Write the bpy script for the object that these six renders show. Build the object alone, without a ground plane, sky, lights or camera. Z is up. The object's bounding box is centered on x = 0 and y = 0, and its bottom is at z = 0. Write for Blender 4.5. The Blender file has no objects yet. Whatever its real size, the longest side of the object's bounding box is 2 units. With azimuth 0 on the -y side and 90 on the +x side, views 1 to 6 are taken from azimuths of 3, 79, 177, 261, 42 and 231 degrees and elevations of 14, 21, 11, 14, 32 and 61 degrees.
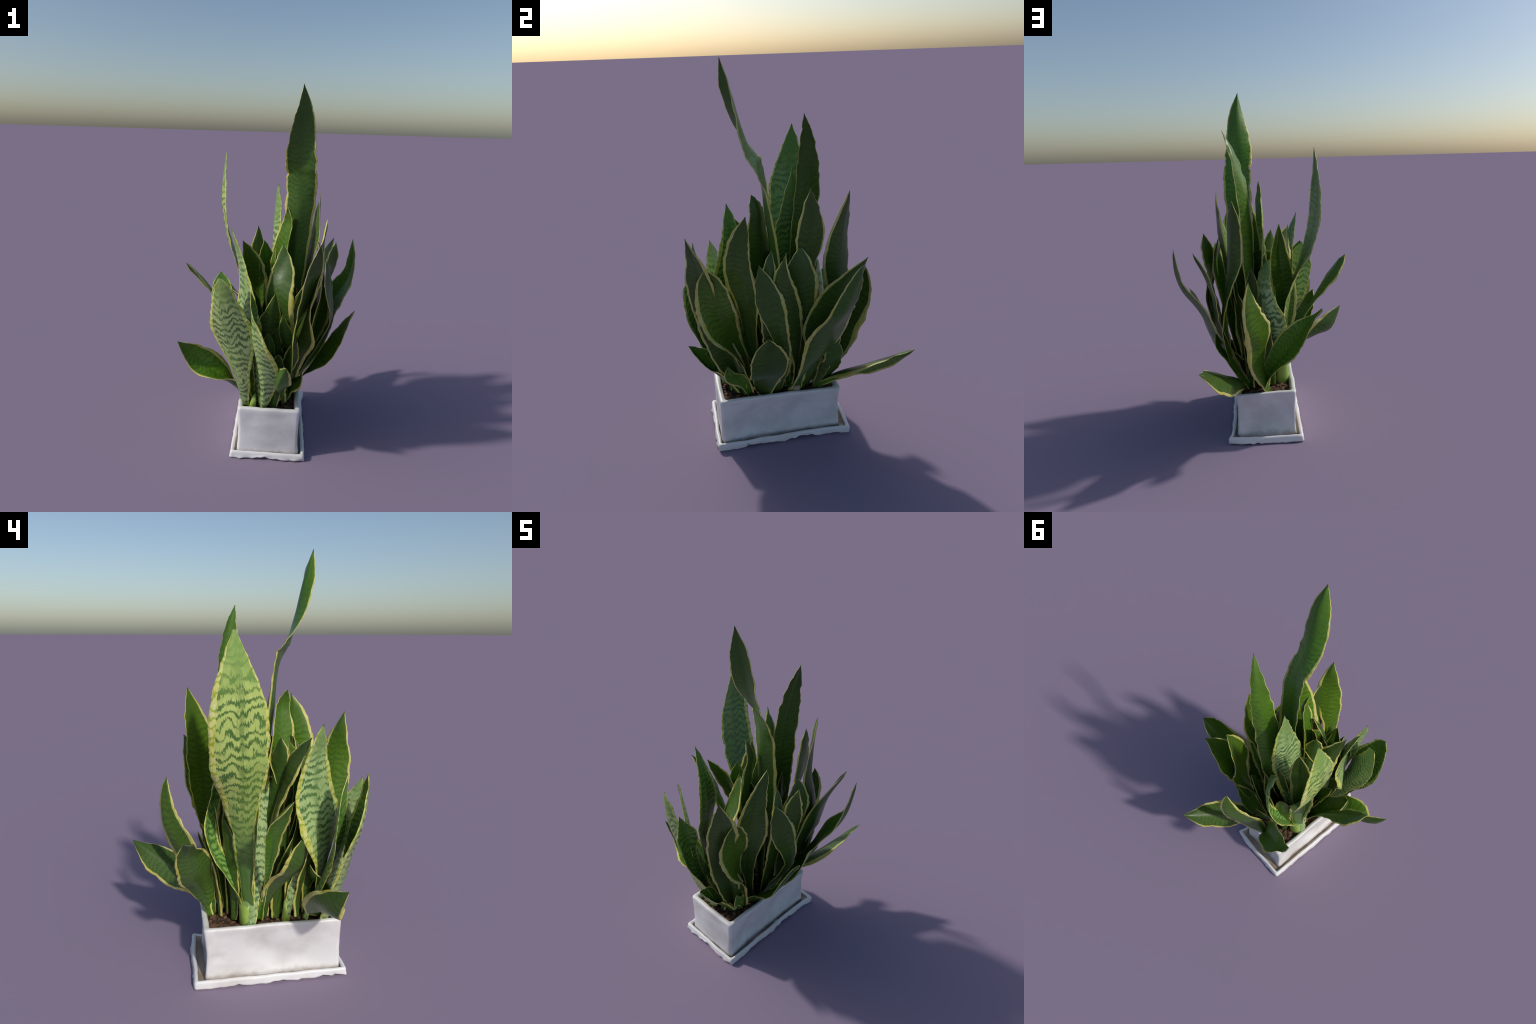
"""Potted snake plant: white rectangular planter on a drip saucer, bark soil and
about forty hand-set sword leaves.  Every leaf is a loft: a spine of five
control points, the compass bearing its inner face looks to, half widths and
how far the two blade halves fold towards the inner face."""
import bpy, bmesh, math, random
import numpy as np
from mathutils import Vector, noise

random.seed(7)
rng = np.random.default_rng(7)

# ------------------------------------------------------------------ materials
def new_mat(name):
    m = bpy.data.materials.new(name)
    m.use_nodes = True
    nt = m.node_tree
    for n in list(nt.nodes):
        nt.nodes.remove(n)
    out = nt.nodes.new("ShaderNodeOutputMaterial")
    bsdf = nt.nodes.new("ShaderNodeBsdfPrincipled")
    nt.links.new(bsdf.outputs[0], out.inputs[0])
    return m, nt, bsdf

class G:
    """tiny helper for node graphs"""
    def __init__(self, nt):
        self.nt = nt
    def put(self, sock, v):
        if hasattr(v, "is_output"):
            self.nt.links.new(v, sock)
        elif v is not None:
            sock.default_value = v
    def math(self, op, a, b=None, c=None, clamp=False):
        n = self.nt.nodes.new("ShaderNodeMath"); n.operation = op; n.use_clamp = clamp
        for s, v in zip(n.inputs, (a, b, c)):
            self.put(s, v)
        return n.outputs[0]
    def coords(self):
        return self.nt.nodes.new("ShaderNodeTexCoord").outputs["Object"]
    def sep(self, v):
        n = self.nt.nodes.new("ShaderNodeSeparateXYZ"); self.put(n.inputs[0], v); return n.outputs
    def comb(self, x, y, z):
        n = self.nt.nodes.new("ShaderNodeCombineXYZ")
        for s, v in zip(n.inputs, (x, y, z)):
            self.put(s, v)
        return n.outputs[0]
    def scale(self, v, s, loc=(0, 0, 0)):
        n = self.nt.nodes.new("ShaderNodeMapping"); self.put(n.inputs[0], v)
        n.inputs["Scale"].default_value = s; n.inputs["Location"].default_value = loc
        return n.outputs[0]
    def noise(self, v, scale=1.0, detail=3.0, rough=.55):
        n = self.nt.nodes.new("ShaderNodeTexNoise"); self.put(n.inputs["Vector"], v)
        n.inputs["Scale"].default_value = scale; n.inputs["Detail"].default_value = detail
        n.inputs["Roughness"].default_value = rough
        return n.outputs[0]
    def voronoi(self, v, scale):
        n = self.nt.nodes.new("ShaderNodeTexVoronoi"); self.put(n.inputs["Vector"], v)
        n.inputs["Scale"].default_value = scale
        return n.outputs
    def ramp(self, f, stops):
        n = self.nt.nodes.new("ShaderNodeValToRGB"); self.put(n.inputs[0], f)
        e = n.color_ramp.elements
        while len(e) < len(stops):
            e.new(.5)
        for el, (p, c) in zip(e, stops):
            el.position = p
            el.color = (c, c, c, 1) if isinstance(c, (int, float)) else (*c, 1)
        return n.outputs[0]
    def mix(self, f, a, b, mode="MIX"):
        n = self.nt.nodes.new("ShaderNodeMix"); n.data_type = "RGBA"; n.blend_type = mode
        self.put(n.inputs[0], f)
        for s, v in ((n.inputs[6], a), (n.inputs[7], b)):
            self.put(s, (*v, 1) if isinstance(v, tuple) else v)
        return n.outputs[2]
    def random(self):
        return self.nt.nodes.new("ShaderNodeObjectInfo").outputs["Random"]
    def bump(self, h, strength, dist=.002):
        n = self.nt.nodes.new("ShaderNodeBump"); self.put(n.inputs["Height"], h)
        n.inputs["Strength"].default_value = strength; n.inputs["Distance"].default_value = dist
        return n.outputs[0]

def blade_material(name, light, dark, freq, cover, contrast, midrib, tip, foot=0.0, rough=.36):
    """Sword-leaf blade in the leaf's own frame (x across, z along): ragged
    cross bands, a darker middle stripe, fine lengthwise fibres, a plain tip
    and (foot > 0) a darker solid foot."""
    m, nt, bsdf = new_mat(name); g = G(nt)
    co = g.coords(); x, y, z = g.sep(co)
    along = g.sep(nt.nodes["Texture Coordinate"].outputs["Generated"])[2]
    rnd = g.random()
    shift = g.math("MULTIPLY", rnd, 17.3)
    co2 = g.comb(x, y, g.math("ADD", z, shift))
    fib = g.noise(g.scale(co2, (190, 190, 20)), 1, 3, .65)          # fibres
    wob = g.noise(g.scale(co2, (13, 13, 8)), 1, 3, .5)              # slow wander
    ax = g.math("ABSOLUTE", x)
    b = g.math("MULTIPLY", g.math("ADD", z, shift), freq)
    b = g.math("ADD", b, g.math("MULTIPLY", wob, 3.0))
    b = g.math("ADD", b, g.math("MULTIPLY", fib, 1.25))
    b = g.math("ADD", b, g.math("MULTIPLY", g.math("SINE", g.math("MULTIPLY", ax, 85)), .22))
    w = g.math("SINE", g.math("MULTIPLY", b, 2 * math.pi))
    w = g.math("MULTIPLY_ADD", w, .5, .5)
    patch = g.noise(g.scale(co2, (17, 17, 12), (3, 1, 2)), 1, 4, .65)
    speck = g.noise(g.scale(co2, (260, 260, 75), (1, 2, 4)), 1, 2, .6)
    w = g.math("ADD", w, g.math("MULTIPLY_ADD", patch, 1.9, -.95))
    w = g.math("ADD", w, g.math("MULTIPLY_ADD", speck, .8, -.4))
    band = g.ramp(w, [(cover - .06, 0), (min(cover + .36, 1), 1)])
    # middle stripe, ragged
    rib = g.math("ADD", ax, g.math("MULTIPLY", g.math("SUBTRACT", fib, .5), .06))
    rib = g.math("ADD", rib, g.math("MULTIPLY", g.math("SUBTRACT", patch, .5), .06))
    rib = g.ramp(rib, [(.003, 1), (.020, 0)])
    band = g.math("MAXIMUM", band, g.math("MULTIPLY", rib, midrib))
    ends = g.math("ADD", along, g.math("MULTIPLY_ADD", patch, .24, -.12))
    if foot > 0:
        low = g.ramp(g.math("ADD", ends, g.math("MULTIPLY_ADD", speck, .2, -.1)), [(.24, foot), (.50, 0)])
        band = g.math("MAXIMUM", band, low)
    col = g.mix(g.math("MULTIPLY", band, contrast), light, dark)
    big = g.noise(g.scale(co2, (5, 5, 3), (7, 2, 1)), 1, 2, .5)
    col = g.mix(g.ramp(big, [(.42, 0), (.7, .5)]), col, tip)
    col = g.mix(g.ramp(ends, [(.80, 0), (.93, .85)]), col, tip)
    vary = g.math("MULTIPLY_ADD", rnd, .3, .85)
    vary = g.math("MULTIPLY", vary, g.math("MULTIPLY_ADD", fib, .5, .75))
    hsv = nt.nodes.new("ShaderNodeHueSaturation")
    g.put(hsv.inputs["Color"], col); g.put(hsv.inputs["Value"], vary)
    g.put(hsv.inputs["Hue"], g.math("MULTIPLY_ADD", rnd, .02, .49))
    nt.links.new(hsv.outputs[0], bsdf.inputs["Base Color"])
    bsdf.inputs["Roughness"].default_value = rough
    bsdf.inputs["Specular IOR Level"].default_value = .36
    nt.links.new(g.bump(g.math("ADD", fib, g.math("MULTIPLY", band, .3)), .25, .002), bsdf.inputs["Normal"])
    return m

def margin_material(name, a, b, green, bands=0):
    m, nt, bsdf = new_mat(name); g = G(nt)
    co = g.coords(); x, y, z = g.sep(co)
    co2 = g.comb(x, y, g.math("ADD", z, g.math("MULTIPLY", g.random(), 9.7)))
    n1 = g.noise(g.scale(co2, (30, 30, 12)), 1, 3, .6)
    n2 = g.noise(g.scale(co2, (140, 140, 36), (2, 5, 1)), 1, 3, .65)
    col = g.mix(g.ramp(n1, [(.35, 0), (.7, 1)]), a, b)
    col = g.mix(g.ramp(n2, [(.52, 0), (.66, .6)]), col, green)
    if bands:
        w = g.math("ADD", g.math("MULTIPLY", g.sep(co2)[2], bands), g.math("MULTIPLY", n1, 2.5))
        w = g.math("ADD", w, g.math("MULTIPLY", n2, .8))
        w = g.math("SINE", g.math("MULTIPLY", w, 2 * math.pi))
        col = g.mix(g.ramp(w, [(.35, 0), (.85, .85)]), col, green)
    nt.links.new(col, bsdf.inputs["Base Color"])
    bsdf.inputs["Roughness"].default_value = .45
    bsdf.inputs["Specular IOR Level"].default_value = .35
    nt.links.new(g.bump(n2, .2, .002), bsdf.inputs["Normal"])
    return m

def ceramic_material(name, base, stain, amount, dirt):
    m, nt, bsdf = new_mat(name); g = G(nt)
    co = g.coords()
    n1 = g.noise(co, 5.5, 4, .55)
    n2 = g.noise(g.scale(co, (3, 3, 9), (1, 4, 2)), 1, 5, .6)
    n3 = g.noise(co, 60, 3, .6)
    col = g.mix(g.ramp(n1, [(.45, 0), (.72, amount)]), base, stain)
    col = g.mix(g.ramp(n2, [(.5, 0), (.78, .5 * amount)]), col, tuple(.8 * c for c in stain))
    # brown dirt gathered in the groove between pot and saucer
    z = g.sep(co)[2]
    d = g.math("ADD", z, g.math("MULTIPLY_ADD", g.noise(co, 26, 4, .6), .05, -.025))
    d = g.math("MULTIPLY", g.ramp(d, dirt), g.ramp(g.noise(co, 9, 3, .6), [(.30, .25), (.6, 1)]))
    col = g.mix(d, col, (.26, .19, .13))
    nt.links.new(col, bsdf.inputs["Base Color"])
    bsdf.inputs["Roughness"].default_value = .38
    bsdf.inputs["Specular IOR Level"].default_value = .4
    nt.links.new(g.bump(n3, .06, .002), bsdf.inputs["Normal"])
    return m

def simple_material(name, a, b, scale, rough=.8, bump=.4):
    m, nt, bsdf = new_mat(name); g = G(nt)
    co = g.coords()
    n = g.noise(co, scale, 4, .6)
    nt.links.new(g.mix(g.ramp(n, [(.3, 0), (.7, 1)]), a, b), bsdf.inputs["Base Color"])
    bsdf.inputs["Roughness"].default_value = rough
    nt.links.new(g.bump(n, bump, .003), bsdf.inputs["Normal"])
    return m

MAT = {
    # outer (abaxial) and inner (adaxial) faces
    "plain_in": blade_material("leaf_green_inner", (.105, .225, .016), (.034, .098, .010), 34, .50, .60, .6, (.070, .150, .016)),
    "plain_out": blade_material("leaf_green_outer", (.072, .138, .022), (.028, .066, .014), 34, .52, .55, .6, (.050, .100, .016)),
    "striped_in": blade_material("leaf_banded_inner", (.190, .330, .075), (.040, .120, .018), 30, .48, .9, .6, (.085, .190, .030)),
    "striped_out": blade_material("leaf_banded_outer", (.400, .520, .215), (.055, .135, .040), 27, .55, .92, .45, (.200, .310, .090)),
    "tall_in": blade_material("tall_leaf_inner", (.150, .260, .075), (.040, .105, .030), 25, .45, .8, .6, (.085, .190, .030)),
    "tall_out": blade_material("tall_leaf_outer", (.420, .500, .140), (.060, .130, .030), 22, .54, .96, .6, (.190, .300, .060), foot=1.0),
    "margin": margin_material("leaf_yellow_margin", (.55, .48, .09), (.66, .62, .26), (.22, .28, .04)),
    "margin_pale": margin_material("leaf_pale_margin", (.60, .58, .12), (.64, .66, .30), (.27, .36, .02), 24),
    "tip": simple_material("leaf_tip_green", (.045, .085, .020), (.07, .06, .03), 60, .6),
    "pot": ceramic_material("white_ceramic", (.80, .785, .775), (.56, .53, .50), .75, [(.012, .9), (.048, 0)]),  # grey stain tone paints in the blurred reflections on the end wall
    "saucer": ceramic_material("white_saucer_ceramic", (.80, .785, .775), (.58, .54, .48), .5, [(0, 0), (1, 0)]),
    "saucer_floor": ceramic_material("stained_saucer_floor", (.52, .46, .39), (.38, .31, .24), .8, [(.02, .9), (.04, .2)]),
    "soil": simple_material("dark_soil", (.030, .018, .010), (.085, .050, .028), 45),
    "bark": simple_material("bark_brown", (.060, .032, .018), (.190, .105, .055), 30),
    "sheath": simple_material("lime_sheath", (.250, .400, .050), (.420, .520, .130), 14, .45, .1),
    "husk": simple_material("dry_husk", (.330, .240, .150), (.500, .400, .280), 25, .7, .3),
    "perlite": simple_material("pale_bulb", (.55, .50, .42), (.70, .66, .58), 30, .6, .2),
}

# ------------------------------------------------------------------- helpers
def smooth(me):
    me.polygons.foreach_set("use_smooth", [True] * len(me.polygons))

def add_object(name, me, parent, mats=()):
    ob = bpy.data.objects.new(name, me)
    bpy.context.scene.collection.objects.link(ob)
    for m in mats:
        me.materials.append(m)
    if parent is not None:
        ob.parent = parent
    return ob

def spline(P, x):
    """natural cubic spline through equally spaced control values"""
    P = np.asarray(P, float); n = len(P)
    M = np.zeros((n, n)); R = np.zeros_like(P); M[0, 0] = M[-1, -1] = 1
    for i in range(1, n - 1):
        M[i, i - 1], M[i, i], M[i, i + 1] = 1, 4, 1
        R[i] = 6 * (P[i - 1] - 2 * P[i] + P[i + 1])
    k = np.linalg.solve(M, R)
    t = np.clip(x * (n - 1), 0, n - 1 - 1e-9); i = t.astype(int); u = t - i
    if P.ndim > 1:
        u = u[:, None]
    return (1 - u) * P[i] + u * P[i + 1] + ((1 - u) ** 3 - (1 - u)) * k[i] / 6 + (u ** 3 - u) * k[i + 1] / 6

def wander(s, freq, seed, octaves=2):
    """smooth 1-d noise along a leaf"""
    return np.array([noise.fractal(Vector((v * freq, seed * 3.71, seed * 1.37)), 1.0, 2.0, octaves) for v in s])

WIDTH_AT = np.array([0, .25, .5, .75, .92, 1.0])
LEAVES = []

def leaf(spine, bearing, half, fold, style="plain", margin=.14, thick=.007, pale=False, blunt=0.0, flip=False):
    """blunt: how much of the width the tip keeps (a snapped-off blade);
    flip: swap the two face materials, so the inner face takes the _out colours"""
    LEAVES.append((spine, bearing, half, fold, style, margin, thick, pale, blunt, flip))

def build_leaf(k, parent):
    spine, bearing, half, fold, style, margin, thick, pale, blunt, flip = LEAVES[k]
    seed = k + 1.0
    NSTA = 110
    s = np.linspace(0, 1, NSTA) ** .97
    fine = np.linspace(0, 1, 33)
    C = spline(np.array(spine), s)
    # leaf grows out of the soil: run the foot a little way down
    T = np.gradient(C, axis=0); T /= np.linalg.norm(T, axis=1)[:, None]
    a = np.radians(spline(np.array(bearing, float), s))
    N = np.stack([np.cos(a), np.sin(a), 0 * a], -1)
    N -= T * (N * T).sum(1)[:, None]; N /= np.linalg.norm(N, axis=1)[:, None]
    S = np.cross(T, N)
    w = np.interp(fine, WIDTH_AT, list(half) + [half[4] * blunt])
    for _ in range(2):
        v = w.copy(); v[1:-1] = .25 * w[:-2] + .5 * w[1:-1] + .25 * w[2:]; w = v
    W = np.interp(s, fine, w)
    W = np.maximum(W, .0016)
    ang = fold[0] + (fold[1] - fold[0]) * s
    length = np.linalg.norm(np.diff(C, axis=0), axis=1).sum()
    # ragged outline, different on the two edges
    fade = np.clip(W / .03, 0, 1)
    ragged = []
    for side in (0, 1):
        j = wander(s, 14 * length, seed + 40 * side, 2) * .0060 + wander(s, 42 * length, seed + 80 + 40 * side, 1) * .0045
        ragged.append(j * fade)
    mar = []
    pick = random.Random(k * 13 + 5)
    side_width = [pick.uniform(.5, 1.9) for _ in (0, 1)]
    for side in (0, 1):
        mm = margin * side_width[side] * (1 + .7 * wander(s, 4 * length, seed + 11 + 31 * side, 3))
        mm = np.clip(mm, .04, .5) * np.clip(1.25 - s * .55, .4, 1)
        mar.append(np.clip(1 - mm, .45, .95))
    core = np.linspace(-1, 1, 15)
    cols = 3 + len(core) + 3 - 2 + 0
    U = []
    for i in range(NSTA):
        left = [-1, -(1 + mar[0][i] * 2) / 3 if False else -(1 + mar[0][i]) / 2]
        right = [(1 + mar[1][i]) / 2, 1]
        inner = np.interp(core, [-1, 0, 1], [-mar[0][i], 0, mar[1][i]])
        U.append(np.concatenate([left, inner, right]))
    U = np.array(U)
    nc = U.shape[1]
    foot = np.clip(1 - s / .22, 0, 1) ** 2
    th = thick * (1 + 1.3 * foot)[:, None] * (np.sqrt(np.clip(1 - (U * .985) ** 2, 0, 1))) * np.clip(W / .02, .25, 1)[:, None] + .0009
    off = W[:, None] * np.cos(ang)[:, None] * U
    off += np.where(U < 0, -ragged[0][:, None], ragged[1][:, None]) * np.abs(U) ** 3
    lift = W[:, None] * np.sin(ang)[:, None] * (np.abs(U) ** 1.45)
    # gentle undulation of the blade and a shallow midrib channel
    und = np.array([[noise.noise(Vector((u * 1.2, v * 7 * length, seed * 5.3))) for u in U[i]] for i, v in enumerate(s)])
    ruff = np.array([[noise.noise(Vector((np.sign(u) * 2.0, v * 13 * length, seed * 2.9))) for u in U[i]] for i, v in enumerate(s)])
    lift = lift + und * .0050 * fade[:, None] + ruff * .0075 * fade[:, None] * np.abs(U) ** 4
    groove = -.0018 * np.exp(-(U / .10) ** 2) * fade[:, None]
    top = C[:, None] + S[:, None] * off[..., None] + N[:, None] * (lift + groove + th * .35)[..., None]
    bot = C[:, None] + S[:, None] * off[..., None] + N[:, None] * (lift - th * .65)[..., None]
    # leaf's own frame: z from foot to tip, x across
    org = C[0]
    zax = C[-1] - C[0]; zax /= np.linalg.norm(zax)
    xax = S[NSTA // 2] - zax * (S[NSTA // 2] @ zax); xax /= np.linalg.norm(xax)
    yax = np.cross(zax, xax)
    B = np.stack([xax, yax, zax], 1)
    verts = np.concatenate([top.reshape(-1, 3), bot.reshape(-1, 3)])
    verts = (verts - org) @ B
    n = NSTA * nc
    faces, idx = [], []
    for i in range(NSTA - 1):
        for j in range(nc - 1):
            q = (i * nc + j, i * nc + j + 1, (i + 1) * nc + j + 1, (i + 1) * nc + j)
            edge = j < 2 or j >= nc - 3
            nib = s[i] > .985 and not blunt
            mi = 3 if nib else (2 if edge else 0)
            faces.append(q); idx.append(mi)
            faces.append(tuple(n + v for v in reversed(q))); idx.append(mi if mi else 1)
        for j in (0, nc - 1):
            q = (i * nc + j, (i + 1) * nc + j, n + (i + 1) * nc + j, n + i * nc + j)
            faces.append(q if j == 0 else q[::-1]); idx.append(2)
    for i in (0, NSTA - 1):
        for j in range(nc - 1):
            q = (i * nc + j, i * nc + j + 1, n + i * nc + j + 1, n + i * nc + j)
            faces.append(q[::-1] if i == 0 else q); idx.append(1 if i == 0 else 3)
    me = bpy.data.meshes.new("leaf")
    me.from_pydata(verts.tolist(), [], faces)
    me.polygons.foreach_set("material_index", idx)
    smooth(me)
    ob = add_object("leaf", me, parent, (MAT[style + ("_out" if flip else "_in")], MAT[style + ("_in" if flip else "_out")], MAT["margin_pale" if pale else "margin"], MAT["tip"]))
    bm = bmesh.new(); bm.from_mesh(me); bmesh.ops.recalc_face_normals(bm, faces=bm.faces); bm.to_mesh(me); bm.free()
    from mathutils import Matrix
    M = Matrix.Identity(4)
    for r in range(3):
        for c in range(3):
            M[r][c] = B[r, c]
        M[r][3] = org[r]
    ob.matrix_local = M
    return ob

leaf([(0.078, -0.066, 0.280), (0.121, -0.117, 0.995), (0.144, -0.166, 1.474), (0.138, -0.218, 1.635), (0.129, -0.322, 2.003)],
     bearing=(52, 83, 69, 126), half=(0.032, 0.078, 0.088, 0.088, 0.062), fold=(0.92, -0.59), style="plain", margin=0.1)
leaf([(-0.098, 0.007, 0.278), (-0.135, 0.043, 0.779), (-0.251, 0.066, 1.069), (-0.310, 0.078, 1.353), (-0.291, 0.094, 1.657)],
     bearing=(-49, -8, 8, 11), half=(0.030, 0.057, 0.127, 0.127, 0.046), fold=(0.09, 0.13), style="tall", margin=0.17, pale=True)
leaf([(0.102, 0.018, 0.271), (0.075, 0.036, 0.701), (0.080, 0.061, 1.112), (0.122, 0.074, 1.505), (0.217, 0.028, 1.761)],
     bearing=(-15, -18, -30, -23), half=(0.030, 0.070, 0.074, 0.058, 0.024), fold=(0.54, 0.04), style="plain", margin=0.1, flip=True)
leaf([(0.130, 0.032, 0.271), (0.169, 0.023, 0.608), (0.210, 0.033, 0.927), (0.254, 0.047, 1.199), (0.263, 0.044, 1.432)],
     bearing=(210, 206, 198, 187), half=(0.023, 0.043, 0.035, 0.084, 0.037), fold=(0.15, 0.04), style="plain", margin=0.15)
leaf([(-0.117, 0.015, 0.270), (-0.083, -0.005, 0.561), (-0.017, -0.023, 0.845), (0.003, 0.015, 1.183), (0.021, 0.015, 1.479)],
     bearing=(-38, -17, 2, 24), half=(0.034, 0.068, 0.112, 0.107, 0.051), fold=(0.14, 0.25), style="striped", margin=0.13, pale=True)
leaf([(0.095, -0.188, 0.273), (0.124, -0.241, 0.616), (0.198, -0.280, 0.920), (0.253, -0.310, 1.126), (0.290, -0.267, 1.335)],
     bearing=(-61, -53, -28, -7), half=(0.033, 0.051, 0.094, 0.064, 0.039), fold=(0.15, 0.05), style="plain", margin=0.15, flip=True)
leaf([(0.033, -0.093, 0.273), (0.051, -0.112, 0.672), (0.053, -0.154, 1.031), (0.096, -0.173, 1.273), (0.077, -0.202, 1.378)],
     bearing=(199, 201, 210, 197), half=(0.027, 0.050, 0.090, 0.054, 0.027), fold=(0.41, 0.40), style="plain", margin=0.1)
leaf([(0.041, -0.293, 0.272), (0.113, -0.386, 0.535), (0.143, -0.468, 0.791), (0.209, -0.490, 1.023), (0.242, -0.541, 1.244)],
     bearing=(28, 4, -30, -64), half=(0.041, 0.075, 0.058, 0.083, 0.038), fold=(0.10, 0.07), style="plain", margin=0.15, flip=True)
leaf([(0.103, -0.256, 0.282), (0.146, -0.314, 0.534), (0.183, -0.399, 0.747), (0.218, -0.434, 0.923), (0.261, -0.463, 1.087)],
     bearing=(81, 52, -5, -4), half=(0.034, 0.053, 0.101, 0.091, 0.057), fold=(0.55, 0.00), style="plain", margin=0.24)
leaf([(-0.042, -0.318, 0.271), (-0.070, -0.353, 0.523), (-0.126, -0.335, 0.751), (-0.143, -0.285, 0.969), (-0.217, -0.295, 1.264)],
     bearing=(66, 50, 26, 22), half=(0.033, 0.072, 0.140, 0.105, 0.045), fold=(0.05, 0.04), style="striped", margin=0.2, pale=True)
leaf([(-0.037, -0.131, 0.273), (-0.038, -0.099, 0.576), (-0.063, -0.127, 0.849), (-0.111, -0.172, 1.040), (-0.159, -0.262, 1.192)],
     bearing=(210, 228, 265, 317), half=(0.025, 0.046, 0.076, 0.068, 0.025), fold=(0.60, 0.09), style="plain", margin=0.15)
leaf([(-0.028, -0.083, 0.271), (-0.025, -0.079, 0.513), (-0.024, -0.083, 0.752), (-0.033, -0.123, 0.970), (-0.047, -0.148, 1.176)],
     bearing=(-86, -78, -64, -39), half=(0.023, 0.043, 0.039, 0.045, 0.050), fold=(0.52, 0.23), style="plain", margin=0.15)
leaf([(-0.058, -0.002, 0.270), (-0.088, -0.009, 0.512), (-0.109, -0.012, 0.754), (-0.087, -0.015, 0.990), (-0.090, 0.013, 1.229)],
     bearing=(101, 105, 111, 124), half=(0.027, 0.050, 0.081, 0.076, 0.033), fold=(0.48, 0.10), style="plain", margin=0.15)
leaf([(0.053, -0.171, 0.273), (0.095, -0.261, 0.579), (0.050, -0.321, 0.861), (0.065, -0.275, 1.038), (0.062, -0.226, 1.173)],
     bearing=(52, 56, 65, 82), half=(0.025, 0.049, 0.092, 0.066, 0.031), fold=(0.09, 0.04), style="plain", margin=0.15)
leaf([(0.011, -0.141, 0.271), (0.013, -0.192, 0.507), (0.016, -0.229, 0.740), (0.015, -0.238, 0.967), (0.020, -0.193, 1.150)],
     bearing=(206, 206, 205, 204), half=(0.015, 0.029, 0.040, 0.029, 0.028), fold=(0.50, 0.22), style="plain", margin=0.15)
leaf([(0.108, 0.054, 0.271), (0.219, 0.077, 0.490), (0.282, 0.112, 0.709), (0.315, 0.192, 0.911), (0.384, 0.284, 1.119)],
     bearing=(199, 194, 190, 215), half=(0.027, 0.046, 0.123, 0.108, 0.048), fold=(0.04, 0.18), style="plain", margin=0.18)
leaf([(0.097, -0.035, 0.292), (0.290, 0.046, 0.521), (0.378, 0.113, 0.744), (0.480, 0.151, 0.911), (0.496, 0.215, 1.129)],
     bearing=(238, 208, 204, 203), half=(0.052, 0.097, 0.132, 0.074, 0.045), fold=(0.05, 0.26), style="plain", margin=0.18)
leaf([(0.126, -0.030, 0.272), (0.248, -0.034, 0.502), (0.311, -0.066, 0.733), (0.332, -0.108, 0.965), (0.359, -0.098, 1.170)],
     bearing=(239, 215, 182, 84), half=(0.023, 0.011, 0.081, 0.066, 0.034), fold=(0.03, 0.04), style="plain", margin=0.2)
leaf([(0.146, 0.089, 0.264), (0.235, 0.145, 0.523), (0.243, 0.187, 0.804), (0.189, 0.213, 1.078), (0.169, 0.265, 1.387)],
     bearing=(157, 164, 199, 227), half=(0.010, 0.040, 0.066, 0.093, 0.058), fold=(0.39, 0.20), style="plain", margin=0.15)
leaf([(0.128, -0.117, 0.271), (0.260, -0.111, 0.493), (0.353, -0.126, 0.707), (0.337, -0.176, 0.910), (0.301, -0.215, 1.098)],
     bearing=(177, 173, 165, 153), half=(0.025, 0.047, 0.037, 0.078, 0.034), fold=(0.15, 0.14), style="plain", margin=0.15)
leaf([(0.135, 0.002, 0.271), (0.188, 0.001, 0.513), (0.234, 0.001, 0.749), (0.281, -0.015, 0.981), (0.265, -0.004, 1.157)],
     bearing=(157, 159, 162, 172), half=(0.023, 0.043, 0.065, 0.094, 0.048), fold=(0.25, 0.03), style="plain", margin=0.15)
leaf([(0.124, -0.107, 0.270), (0.203, -0.142, 0.501), (0.264, -0.167, 0.729), (0.293, -0.176, 0.955), (0.249, -0.145, 1.148)],
     bearing=(165, 165, 165, 163), half=(0.017, 0.032, 0.045, 0.040, 0.030), fold=(0.24, 0.05), style="plain", margin=0.15)
leaf([(-0.065, -0.046, 0.273), (-0.174, -0.059, 0.521), (-0.280, -0.062, 0.731), (-0.394, -0.058, 0.896), (-0.499, -0.106, 1.015)],
     bearing=(161, 171, 195, 228), half=(0.019, 0.009, 0.033, 0.059, 0.033), fold=(0.32, 0.36), style="plain", margin=0.15)
leaf([(-0.077, -0.269, 0.271), (-0.111, -0.338, 0.482), (-0.162, -0.380, 0.687), (-0.231, -0.379, 0.868), (-0.257, -0.398, 1.051)],
     bearing=(240, 239, 237, 245), half=(0.034, 0.064, 0.107, 0.087, 0.064), fold=(0.52, 0.03), style="striped", margin=0.15, pale=True)
leaf([(-0.124, -0.362, 0.270), (-0.160, -0.429, 0.491), (-0.198, -0.475, 0.710), (-0.230, -0.500, 0.890), (-0.255, -0.492, 1.047)],
     bearing=(42, 60, 76, 75), half=(0.031, 0.075, 0.139, 0.085, 0.044), fold=(0.50, 0.19), style="striped", margin=0.12, pale=True)
leaf([(-0.019, -0.383, 0.272), (-0.017, -0.467, 0.492), (-0.062, -0.515, 0.694), (-0.084, -0.504, 0.850), (-0.090, -0.528, 0.985)],
     bearing=(80, 51, 8, -29), half=(0.033, 0.088, 0.084, 0.071, 0.018), fold=(0.63, 0.22), style="striped", margin=0.13, pale=True)
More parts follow.
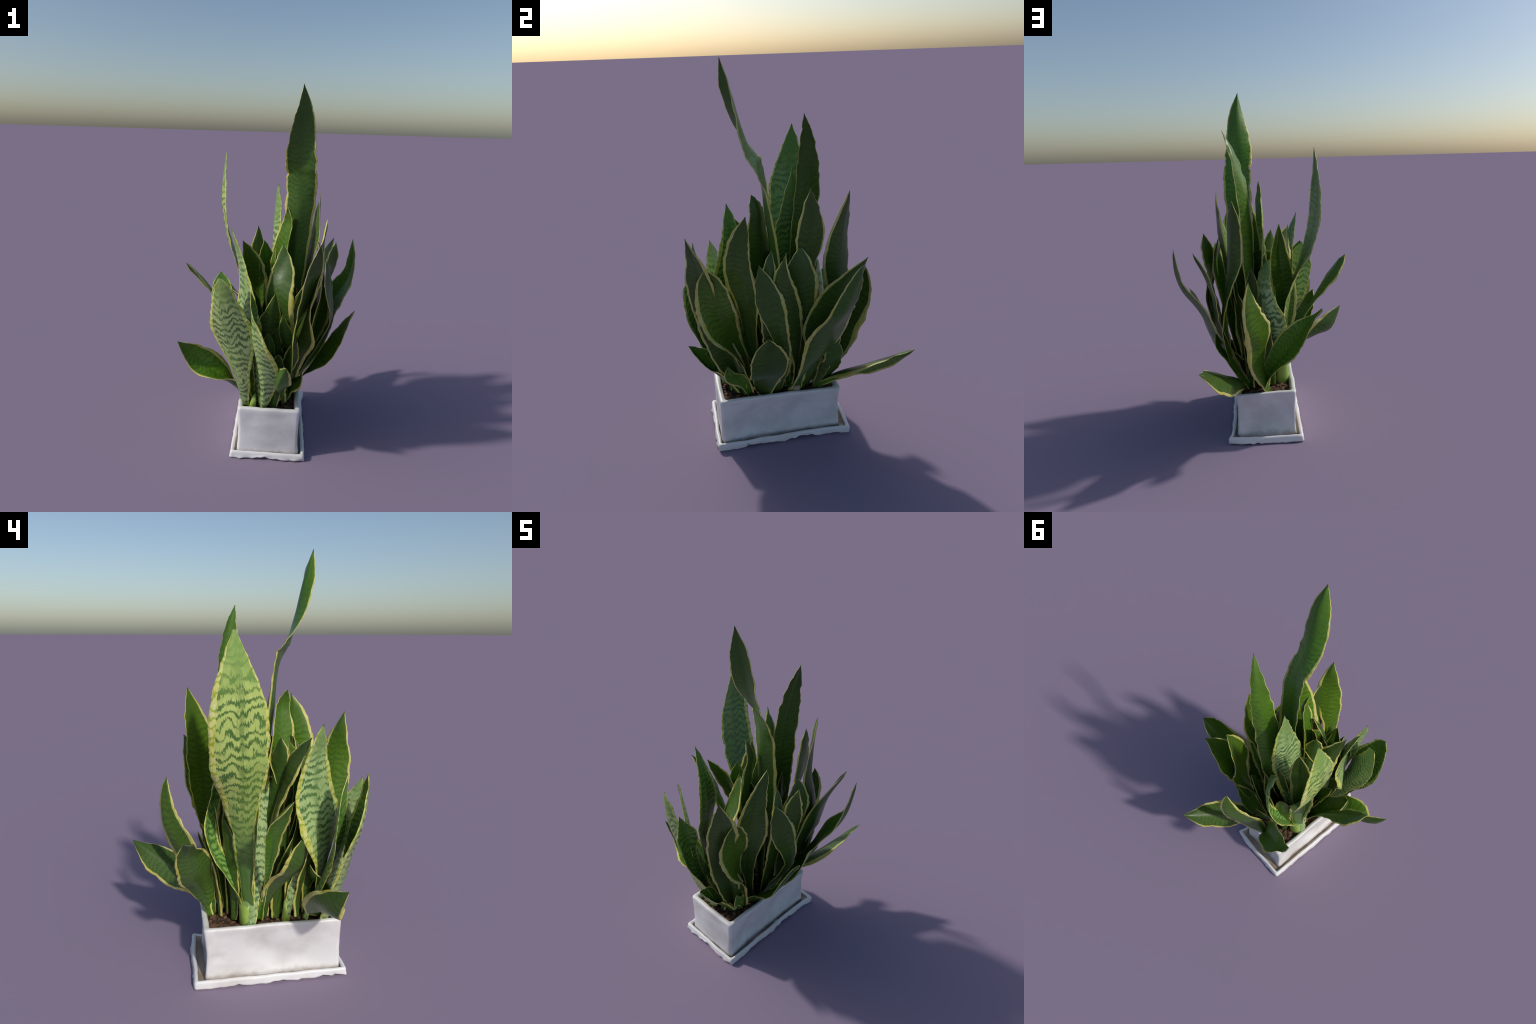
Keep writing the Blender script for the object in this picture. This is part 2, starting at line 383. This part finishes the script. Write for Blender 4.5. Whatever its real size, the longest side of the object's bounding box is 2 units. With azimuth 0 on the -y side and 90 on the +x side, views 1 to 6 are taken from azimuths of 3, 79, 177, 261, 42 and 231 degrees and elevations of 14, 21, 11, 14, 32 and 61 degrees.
leaf([(-0.068, -0.367, 0.282), (-0.173, -0.321, 0.358), (-0.285, -0.295, 0.417), (-0.398, -0.274, 0.500), (-0.503, -0.340, 0.622)],
     bearing=(379, 359, 322, 290), half=(0.030, 0.059, 0.103, 0.084, 0.033), fold=(0.39, 0.24), style="plain", margin=0.15)
leaf([(0.134, 0.098, 0.281), (0.170, 0.214, 0.360), (0.227, 0.326, 0.424), (0.286, 0.460, 0.489), (0.352, 0.574, 0.560)],
     bearing=(31, 45, 47, 29), half=(0.025, 0.066, 0.107, 0.084, 0.029), fold=(0.52, 0.33), style="plain", margin=0.15)
leaf([(0.002, 0.187, 0.274), (0.054, 0.266, 0.480), (0.044, 0.331, 0.655), (0.081, 0.383, 0.812), (0.096, 0.376, 0.971)],
     bearing=(-33, -41, -52, -37), half=(0.019, 0.077, 0.101, 0.062, 0.026), fold=(0.19, 0.09), style="plain", margin=0.15, flip=True)
leaf([(0.022, 0.177, 0.271), (-0.024, 0.217, 0.428), (-0.130, 0.246, 0.567), (-0.211, 0.283, 0.681), (-0.304, 0.293, 0.784)],
     bearing=(-1, 21, 19, -7), half=(0.022, 0.066, 0.106, 0.071, 0.032), fold=(0.39, 0.18), style="plain", margin=0.15, blunt=.8)
leaf([(0.119, -0.195, 0.264), (0.220, -0.194, 0.403), (0.327, -0.190, 0.516), (0.401, -0.201, 0.652), (0.477, -0.212, 0.807)],
     bearing=(142, 177, 185, 172), half=(0.045, 0.067, 0.099, 0.095, 0.046), fold=(0.03, 0.01), style="plain", margin=0.15)
leaf([(0.093, -0.330, 0.272), (0.083, -0.396, 0.362), (0.061, -0.468, 0.431), (0.075, -0.525, 0.521), (0.100, -0.571, 0.605)],
     bearing=(70, 66, 62, 60), half=(0.025, 0.030, 0.076, 0.062, 0.024), fold=(1.09, 0.65), style="plain", margin=0.15)
leaf([(0.115, -0.265, 0.270), (0.125, -0.289, 0.336), (0.144, -0.327, 0.393), (0.175, -0.371, 0.437), (0.190, -0.382, 0.506)],
     bearing=(366, 365, 365, 365), half=(0.015, 0.029, 0.043, 0.036, 0.020), fold=(0.48, 0.18), style="plain", margin=0.15)
leaf([(-0.048, -0.074, 0.272), (-0.118, -0.095, 0.412), (-0.198, -0.151, 0.541), (-0.284, -0.191, 0.650), (-0.305, -0.189, 0.778)],
     bearing=(38, 38, 39, 36), half=(0.027, 0.050, 0.087, 0.076, 0.052), fold=(0.51, 0.65), style="plain", margin=0.15)
leaf([(-0.060, -0.318, 0.271), (-0.076, -0.345, 0.354), (-0.093, -0.351, 0.439), (-0.115, -0.303, 0.503), (-0.140, -0.273, 0.582)],
     bearing=(-43, -44, -46, -49), half=(0.015, 0.029, 0.043, 0.031, 0.012), fold=(0.51, 0.19), style="plain", margin=0.15)
leaf([(-0.058, 0.016, 0.272), (-0.062, 0.092, 0.489), (-0.036, 0.184, 0.684), (0.014, 0.159, 0.878), (-0.025, 0.119, 1.044)],
     bearing=(253, 247, 233, 226), half=(0.027, 0.053, 0.076, 0.054, 0.042), fold=(0.54, 0.05), style="striped", margin=0.2, pale=True)
leaf([(0.011, -0.298, 0.270), (-0.010, -0.319, 0.444), (-0.020, -0.342, 0.617), (0.011, -0.372, 0.781), (0.030, -0.405, 0.946)],
     bearing=(103, 103, 104, 104), half=(0.025, 0.047, 0.068, 0.064, 0.024), fold=(0.50, 0.17), style="plain", margin=0.15)
leaf([(0.064, -0.290, 0.271), (0.085, -0.310, 0.434), (0.128, -0.350, 0.577), (0.094, -0.402, 0.713), (0.073, -0.453, 0.854)],
     bearing=(68, 68, 69, 70), half=(0.019, 0.041, 0.043, 0.046, 0.017), fold=(0.50, 0.20), style="plain", margin=0.15)
leaf([(-0.033, -0.090, 0.273), (0.027, -0.152, 0.566), (0.063, -0.139, 0.824), (0.024, -0.117, 1.005), (-0.120, -0.115, 0.976)],
     bearing=(69, 68, 66, 67), half=(0.019, 0.031, 0.054, 0.054, 0.023), fold=(0.49, 0.22), style="plain", margin=0.15)
leaf([(0.120, 0.114, 0.271), (0.170, 0.145, 0.362), (0.224, 0.165, 0.455), (0.282, 0.159, 0.538), (0.296, 0.175, 0.631)],
     bearing=(177, 176, 173, 169), half=(0.023, 0.045, 0.059, 0.044, 0.039), fold=(0.31, 0.11), style="plain", margin=0.15)
leaf([(0.030, -0.020, 0.265), (0.030, -0.024, 0.444), (0.030, -0.031, 0.623), (0.030, -0.039, 0.801), (0.030, -0.050, 0.980)],
     bearing=(192, 200, 206, 214), half=(0.023, 0.045, 0.060, 0.048, 0.024), fold=(0.45, 0.15), style="plain", margin=0.13)
leaf([(0.080, 0.050, 0.265), (0.084, 0.053, 0.454), (0.091, 0.057, 0.643), (0.099, 0.063, 0.831), (0.110, 0.070, 1.020)],
     bearing=(142, 150, 156, 164), half=(0.023, 0.045, 0.060, 0.048, 0.024), fold=(0.45, 0.15), style="plain", margin=0.13)
leaf([(0.090, -0.060, 0.265), (0.096, -0.064, 0.444), (0.108, -0.071, 0.623), (0.122, -0.079, 0.801), (0.140, -0.090, 0.980)],
     bearing=(12, 20, 26, 34), half=(0.023, 0.045, 0.060, 0.048, 0.024), fold=(0.45, 0.15), style="plain", margin=0.13)
leaf([(0.040, 0.100, 0.265), (0.039, 0.108, 0.414), (0.036, 0.121, 0.562), (0.034, 0.139, 0.711), (0.030, 0.160, 0.860)],
     bearing=(242, 250, 256, 264), half=(0.023, 0.045, 0.060, 0.048, 0.024), fold=(0.45, 0.15), style="plain", margin=0.13)
leaf([(0.000, -0.180, 0.265), (-0.004, -0.188, 0.414), (-0.011, -0.201, 0.562), (-0.019, -0.219, 0.711), (-0.030, -0.240, 0.860)],
     bearing=(52, 60, 66, 74), half=(0.021, 0.041, 0.055, 0.044, 0.022), fold=(0.45, 0.15), style="plain", margin=0.13)
leaf([(0.080, -0.200, 0.265), (0.085, -0.210, 0.414), (0.094, -0.228, 0.562), (0.106, -0.252, 0.711), (0.120, -0.280, 0.860)],
     bearing=(92, 100, 106, 114), half=(0.021, 0.041, 0.055, 0.044, 0.022), fold=(0.45, 0.15), style="plain", margin=0.13)
leaf([(0.110, 0.000, 0.265), (0.120, 0.003, 0.424), (0.138, 0.007, 0.583), (0.162, 0.013, 0.741), (0.190, 0.020, 0.900)],
     bearing=(322, 330, 336, 344), half=(0.023, 0.045, 0.060, 0.048, 0.024), fold=(0.45, 0.15), style="plain", margin=0.13)
leaf([(-0.030, 0.080, 0.265), (-0.034, 0.085, 0.399), (-0.041, 0.094, 0.532), (-0.049, 0.106, 0.666), (-0.060, 0.120, 0.800)],
     bearing=(292, 300, 306, 314), half=(0.021, 0.041, 0.055, 0.044, 0.022), fold=(0.45, 0.15), style="plain", margin=0.13)
leaf([(0.030, -0.280, 0.265), (0.031, -0.290, 0.384), (0.034, -0.308, 0.502), (0.036, -0.332, 0.621), (0.040, -0.360, 0.740)],
     bearing=(72, 80, 86, 94), half=(0.019, 0.038, 0.050, 0.040, 0.020), fold=(0.45, 0.15), style="plain", margin=0.13)
leaf([(0.100, 0.100, 0.265), (0.108, 0.108, 0.414), (0.121, 0.121, 0.562), (0.139, 0.139, 0.711), (0.160, 0.160, 0.860)],
     bearing=(202, 210, 216, 224), half=(0.023, 0.045, 0.060, 0.048, 0.024), fold=(0.45, 0.15), style="plain", margin=0.13)
leaf([(-0.040, -0.140, 0.265), (-0.048, -0.144, 0.399), (-0.061, -0.151, 0.532), (-0.079, -0.159, 0.666), (-0.100, -0.170, 0.800)],
     bearing=(12, 20, 26, 34), half=(0.021, 0.041, 0.055, 0.044, 0.022), fold=(0.45, 0.15), style="plain", margin=0.13)
leaf([(0.060, -0.120, 0.265), (0.062, -0.124, 0.449), (0.067, -0.131, 0.633), (0.073, -0.139, 0.816), (0.080, -0.150, 1.000)],
     bearing=(232, 240, 246, 254), half=(0.023, 0.045, 0.060, 0.048, 0.024), fold=(0.45, 0.15), style="plain", margin=0.13)
leaf([(0.000, 0.020, 0.265), (-0.006, 0.018, 0.424), (-0.018, 0.013, 0.583), (-0.032, 0.007, 0.741), (-0.050, 0.000, 0.900)],
     bearing=(22, 30, 36, 44), half=(0.021, 0.041, 0.055, 0.044, 0.022), fold=(0.45, 0.15), style="plain", margin=0.13)
leaf([(0.040, -0.360, 0.265), (0.043, -0.370, 0.354), (0.047, -0.388, 0.443), (0.053, -0.412, 0.531), (0.060, -0.440, 0.620)],
     bearing=(82, 90, 96, 104), half=(0.021, 0.041, 0.055, 0.044, 0.022), fold=(0.45, 0.15), style="plain", margin=0.13)
leaf([(0.000, -0.340, 0.265), (0.000, -0.353, 0.384), (0.000, -0.375, 0.502), (0.000, -0.405, 0.621), (0.000, -0.440, 0.740)],
     bearing=(82, 90, 96, 104), half=(0.021, 0.041, 0.055, 0.044, 0.022), fold=(0.45, 0.15), style="plain", margin=0.13)
leaf([(0.100, -0.300, 0.265), (0.106, -0.312, 0.374), (0.118, -0.335, 0.482), (0.132, -0.365, 0.591), (0.150, -0.400, 0.700)],
     bearing=(112, 120, 126, 134), half=(0.023, 0.045, 0.060, 0.048, 0.024), fold=(0.45, 0.15), style="plain", margin=0.13)
leaf([(0.070, 0.040, 0.265), (0.078, 0.039, 0.479), (0.091, 0.036, 0.693), (0.109, 0.034, 0.906), (0.130, 0.030, 1.120)],
     bearing=(162, 170, 176, 184), half=(0.021, 0.041, 0.055, 0.044, 0.022), fold=(0.45, 0.15), style="plain", margin=0.13)
leaf([(0.030, 0.030, 0.265), (0.026, 0.036, 0.464), (0.019, 0.048, 0.663), (0.011, 0.062, 0.861), (0.000, 0.080, 1.060)],
     bearing=(272, 280, 286, 294), half=(0.021, 0.041, 0.055, 0.044, 0.022), fold=(0.45, 0.15), style="plain", margin=0.13)
leaf([(-0.030, -0.200, 0.265), (-0.039, -0.206, 0.431), (-0.055, -0.218, 0.598), (-0.075, -0.232, 0.764), (-0.100, -0.250, 0.930)],
     bearing=(52, 60, 66, 74), half=(0.023, 0.045, 0.060, 0.048, 0.024), fold=(0.45, 0.15), style="plain", margin=0.13)
leaf([(-0.050, -0.130, 0.265), (-0.066, -0.136, 0.384), (-0.096, -0.148, 0.502), (-0.134, -0.162, 0.621), (-0.180, -0.180, 0.740)],
     bearing=(32, 40, 46, 54), half=(0.021, 0.041, 0.055, 0.044, 0.022), fold=(0.45, 0.15), style="plain", margin=0.13)
leaf([(-0.050, -0.240, 0.265), (-0.062, -0.245, 0.379), (-0.085, -0.254, 0.492), (-0.115, -0.266, 0.606), (-0.150, -0.280, 0.720)],
     bearing=(52, 60, 66, 74), half=(0.021, 0.041, 0.055, 0.044, 0.022), fold=(0.45, 0.15), style="plain", margin=0.13)
leaf([(0.020, 0.140, 0.265), (0.020, 0.153, 0.379), (0.020, 0.175, 0.492), (0.020, 0.205, 0.606), (0.020, 0.240, 0.720)],
     bearing=(262, 270, 276, 284), half=(0.023, 0.045, 0.060, 0.048, 0.024), fold=(0.45, 0.15), style="plain", margin=0.13)
leaf([(0.090, 0.030, 0.265), (0.089, 0.042, 0.449), (0.086, 0.065, 0.633), (0.084, 0.095, 0.816), (0.080, 0.130, 1.000)],
     bearing=(242, 250, 256, 264), half=(0.023, 0.045, 0.060, 0.048, 0.024), fold=(0.45, 0.15), style="plain", margin=0.13)
leaf([(-0.030, -0.290, 0.265), (-0.036, -0.300, 0.399), (-0.046, -0.318, 0.532), (-0.059, -0.342, 0.666), (-0.075, -0.370, 0.800)],
     bearing=(12, 20, 26, 34), half=(0.019, 0.038, 0.050, 0.040, 0.020), fold=(0.45, 0.15), style="plain", margin=0.13)
leaf([(-.078,-.178,.262),(-.085,-.205,.39),(-.082,-.245,.52),(-.070,-.290,.65),(-.05,-.33,.78)],
     bearing=(10, 8, 5, 0), half=(.024,.030,.036,.034,.016), fold=(0.6, 0.3), style="striped", margin=0.12, pale=True)

# ------------------------------------------------------------------ planter
def rounded_rect(x0, x1, y0, y1, r, n_side=14, n_corner=6):
    pts = []
    cs = [(x1 - r, y1 - r, 0), (x0 + r, y1 - r, 90), (x0 + r, y0 + r, 180), (x1 - r, y0 + r, 270)]
    ring = []
    for cx, cy, a0 in cs:
        for i in range(n_corner + 1):
            a = math.radians(a0 + 90 * i / n_corner)
            ring.append((cx + r * math.cos(a), cy + r * math.sin(a)))
    for i, p in enumerate(ring):
        q = ring[(i + 1) % len(ring)]
        pts.append(p)
        d = math.dist(p, q)
        k = max(1, int(d / .022))
        for t in range(1, k):
            pts.append((p[0] + (q[0] - p[0]) * t / k, p[1] + (q[1] - p[1]) * t / k))
    return pts

def shell(name, profile, rect, r0, mat, parent, wob, seed, corner=None):
    """loft a rounded rectangle through (inset, height) profile points"""
    rings = []
    base = rounded_rect(*rect, r0)
    cx, cy = (rect[0] + rect[1]) / 2, (rect[2] + rect[3]) / 2
    hx, hy = (rect[1] - rect[0]) / 2, (rect[3] - rect[2]) / 2
    verts = []
    for inset, z in profile:
        for x, y in base:
            u, v = (x - cx), (y - cy)
            u2, v2 = u * (hx - inset) / hx, v * (hy - inset) / hy
            n = noise.noise_vector(Vector((x * 9, y * 9, z * 9 + seed)))
            n2 = noise.noise_vector(Vector((x * 28, y * 28, z * 28 + seed)))
            p = Vector((cx + u2, cy + v2, z)) + (n * .7 + n2 * .3) * wob
            if corner:
                p = corner(p, x, y, inset, z)
            verts.append(p)
    m = len(base); faces = []
    for i in range(len(profile) - 1):
        for j in range(m):
            faces.append((i * m + j, i * m + (j + 1) % m, (i + 1) * m + (j + 1) % m, (i + 1) * m + j))
    faces.append(tuple(reversed(range(m))))
    faces.append(tuple((len(profile) - 1) * m + j for j in range(m)))
    me = bpy.data.meshes.new(name)
    me.from_pydata([tuple(v) for v in verts], [], faces)
    smooth(me)
    bm = bmesh.new(); bm.from_mesh(me); bmesh.ops.recalc_face_normals(bm, faces=bm.faces); bm.to_mesh(me); bm.free()
    return add_object(name, me, parent, (mat,))

root = bpy.data.objects.new("potted_snake_plant", None)
bpy.context.scene.collection.objects.link(root)
root["label"] = "variegated snake plant in a white rectangular planter with saucer"
root["category"] = "potted plant"

RIM = .290
SINK = (.022, .025, -.006, .038)
def pot_shape(p, x, y, inset, z):
    # walls a touch fuller at the foot, rim dips to the +x +y corner; a pushed-in dent
    if z > .2:
        p.z -= .014 * max(0, min(1, (x + .15) / .34)) * max(0, min(1, (y + .2) / .4))
    if inset < .012 and z < RIM - .006:
        # the walls are sunk in the middle, deepest half way up
        hz = math.sin(math.pi * min(1, max(0, ((z - .008) / (RIM - .012)) ** .72))) ** .9
        fx = max(0, 1 - ((x - .018) / .172) ** 2); fy = max(0, 1 - ((y + .102) / .335) ** 2)
        lump = 1 + .5 * noise.noise(Vector((x * 6, y * 6, z * 7)))
        if x < -.15: p.x += SINK[0] * hz * min(1, 1.4 * fy) * lump
        if x > .187: p.x -= SINK[1] * hz * min(1, 1.4 * fy) * lump
        if y < -.434: p.y += SINK[2] * hz * fx * lump
        if y > .229: p.y -= SINK[3] * hz * fx * lump
        d = Vector((x + .157, y - .172, z - .125)).length
        p.x += .012 * math.exp(-(d / .018) ** 2)
    return p
prof = [(.012, .012), (.004, .014), (.001, .020)]
prof += [(.002 + .004 * math.sin(math.pi * t), .020 + (RIM - .020 - .012) * t) for t in np.linspace(.06, 1, 15)]
prof += [(.0035, RIM - .004), (.009, RIM - .0005), (.016, RIM + .001), (.024, RIM - .001), (.030, RIM - .006), (.033, RIM - .014), (.034, RIM - .03), (.035, RIM - .06), (.036, .20)]
pot = shell("planter", prof, (-.157, .194, -.441, .236), .022, MAT["pot"], root, .0055, 3.0, pot_shape)

def saucer_shape(p, x, y, inset, z):
    if inset < .03:
        fx, fy = (x - .02) / .21, (y + .09) / .37
        k = max(0, fx) ** 6 * max(0, fy) ** 6
        p.x += .022 * k; p.y -= .006 * k
        if z < .012:
            e = noise.fractal(Vector((x * 20, y * 20, 4.2)), 1.0, 2.0, 2)
            p.z += max(0, e) * .020
            out = 1 + .030 * noise.noise(Vector((x * 26, y * 26, 9.1)))
            p.x = .02 + (p.x - .02) * out; p.y = -.09 + (p.y + .09) * out
    return p
sp = [(.020, .001), (.006, .0005), (.000, .003), (.002, .010), (.003, .020), (.004, .030), (.008, .037), (.014, .0385), (.020, .036), (.024, .030), (.026, .022), (.030, .016), (.06, .013)]
saucer = shell("drip_saucer", sp, (-.192, .226, -.469, .288), .014, MAT["saucer"], root, .0058, 8.0, saucer_shape)

saucer.data.materials.append(MAT["saucer_floor"])
ring = len(rounded_rect(-.192, .226, -.469, .288, .014))
for f in saucer.data.polygons:
    if f.index // ring >= 9 and f.index < ring * (len(sp) - 1) or f.index == ring * (len(sp) - 1) + 1:
        f.material_index = 1

# ---------------------------------------------------------------------- soil
def soil_height(x, y):
    return .252 + .010 * noise.fractal(Vector((x * 14, y * 14, 2.0)), 1.0, 2.0, 3)
bm = bmesh.new()
nx, ny = 34, 62
grid = [[bm.verts.new((-.128 + .292 * i / nx, -.412 + .622 * j / ny, soil_height(-.128 + .292 * i / nx, -.412 + .622 * j / ny))) for i in range(nx + 1)] for j in range(ny + 1)]
for j in range(ny):
    for i in range(nx):
        bm.faces.new((grid[j][i], grid[j][i + 1], grid[j + 1][i + 1], grid[j + 1][i]))
me = bpy.data.meshes.new("potting_soil"); bm.to_mesh(me); bm.free(); smooth(me)
soil = add_object("potting_soil", me, root, (MAT["soil"],))

bm = bmesh.new()
for k in range(420):
    x, y = random.uniform(-.118, .155), random.uniform(-.40, .20)
    r = random.uniform(.006, .015)
    ret = bmesh.ops.create_icosphere(bm, subdivisions=1, radius=r)
    e = (random.uniform(.6, 1.5), random.uniform(.6, 1.5), random.uniform(.35, .7))
    rot = random.uniform(0, 6.28)
    for v in ret["verts"]:
        c = v.co * (1 + .35 * noise.noise(v.co * 90 + Vector((k, 0, 0))))
        cx, cy = c.x * e[0], c.y * e[1]
        v.co = Vector((x + cx * math.cos(rot) - cy * math.sin(rot), y + cx * math.sin(rot) + cy * math.cos(rot), soil_height(x, y) + .003 + c.z * e[2]))
me = bpy.data.meshes.new("bark_chips"); bm.to_mesh(me); bm.free()
chips = add_object("bark_chips", me, soil, (MAT["bark"],))
chips["kind"] = "stuff"

# ---------------------------------------------------- sheaths, stump, bulbs
def lathe(name, prof, loc, tilt, mat, n=20, squash=1.0, scoop=0.0):
    verts, faces = [], []
    for r, z in prof:
        for j in range(n):
            a = 2 * math.pi * j / n
            k = 1 + .06 * math.sin(3 * a + z * 20)
            dz = scoop * (.6 + .4 * math.cos(a)) * math.cos(a) ** 2 * max(0, z / prof[-1][1]) ** 2
            verts.append((r * k * math.cos(a) * squash, r * k * math.sin(a), z + dz))
    for i in range(len(prof) - 1):
        for j in range(n):
            faces.append((i * n + j, i * n + (j + 1) % n, (i + 1) * n + (j + 1) % n, (i + 1) * n + j))
    faces.append(tuple((len(prof) - 1) * n + j for j in range(n)))
    me = bpy.data.meshes.new(name); me.from_pydata(verts, [], faces); smooth(me)
    ob = add_object(name, me, root, (mat,))
    ob.location = loc; ob.rotation_euler = tilt
    return ob

lathe("leaf_sheath", [(.034, -.03), (.038, 0), (.041, .02), (.040, .05), (.038, .085), (.037, .105)], (-.082, .012, .262), (0, -.10, -1.4), MAT["sheath"], squash=.95, scoop=.085)
lathe("leaf_sheath", [(.018, -.03), (.021, 0), (.020, .04), (.017, .08)], (-.072, -.178, .262), (0, -.1, 2.6), MAT["sheath"], scoop=.03)
lathe("leaf_sheath", [(.016, -.03), (.019, 0), (.017, .04), (.012, .07)], (-.075, -.37, .262), (.2, -.2, 1.2), MAT["sheath"], scoop=.03)
lathe("bulb_husk", [(.018, -.02), (.026, .0), (.029, .02), (.024, .045)], (.135, -.012, .262), (0, .15, 0), MAT["husk"], squash=1)
lathe("cut_leaf_stump", [(.022, 0), (.026, .02), (.029, .055), (.030, .075)], (.142, -.010, .300), (0, .12, 0), MAT["plain_out"], squash=.7)
for loc, r in (((.10, .085, .285), .017), ((.085, -.06, .27), .014), ((.06, .03, .272), .012), ((.125, -.16, .272), .012)):
    lathe("pale_bulb", [(r * .5, -r * .8), (r, 0), (r * .85, r * .6), (r * .3, r)], loc, (.2, .3, 0), MAT["perlite"], n=14)

for k in range(len(LEAVES)):
    build_leaf(k, root)
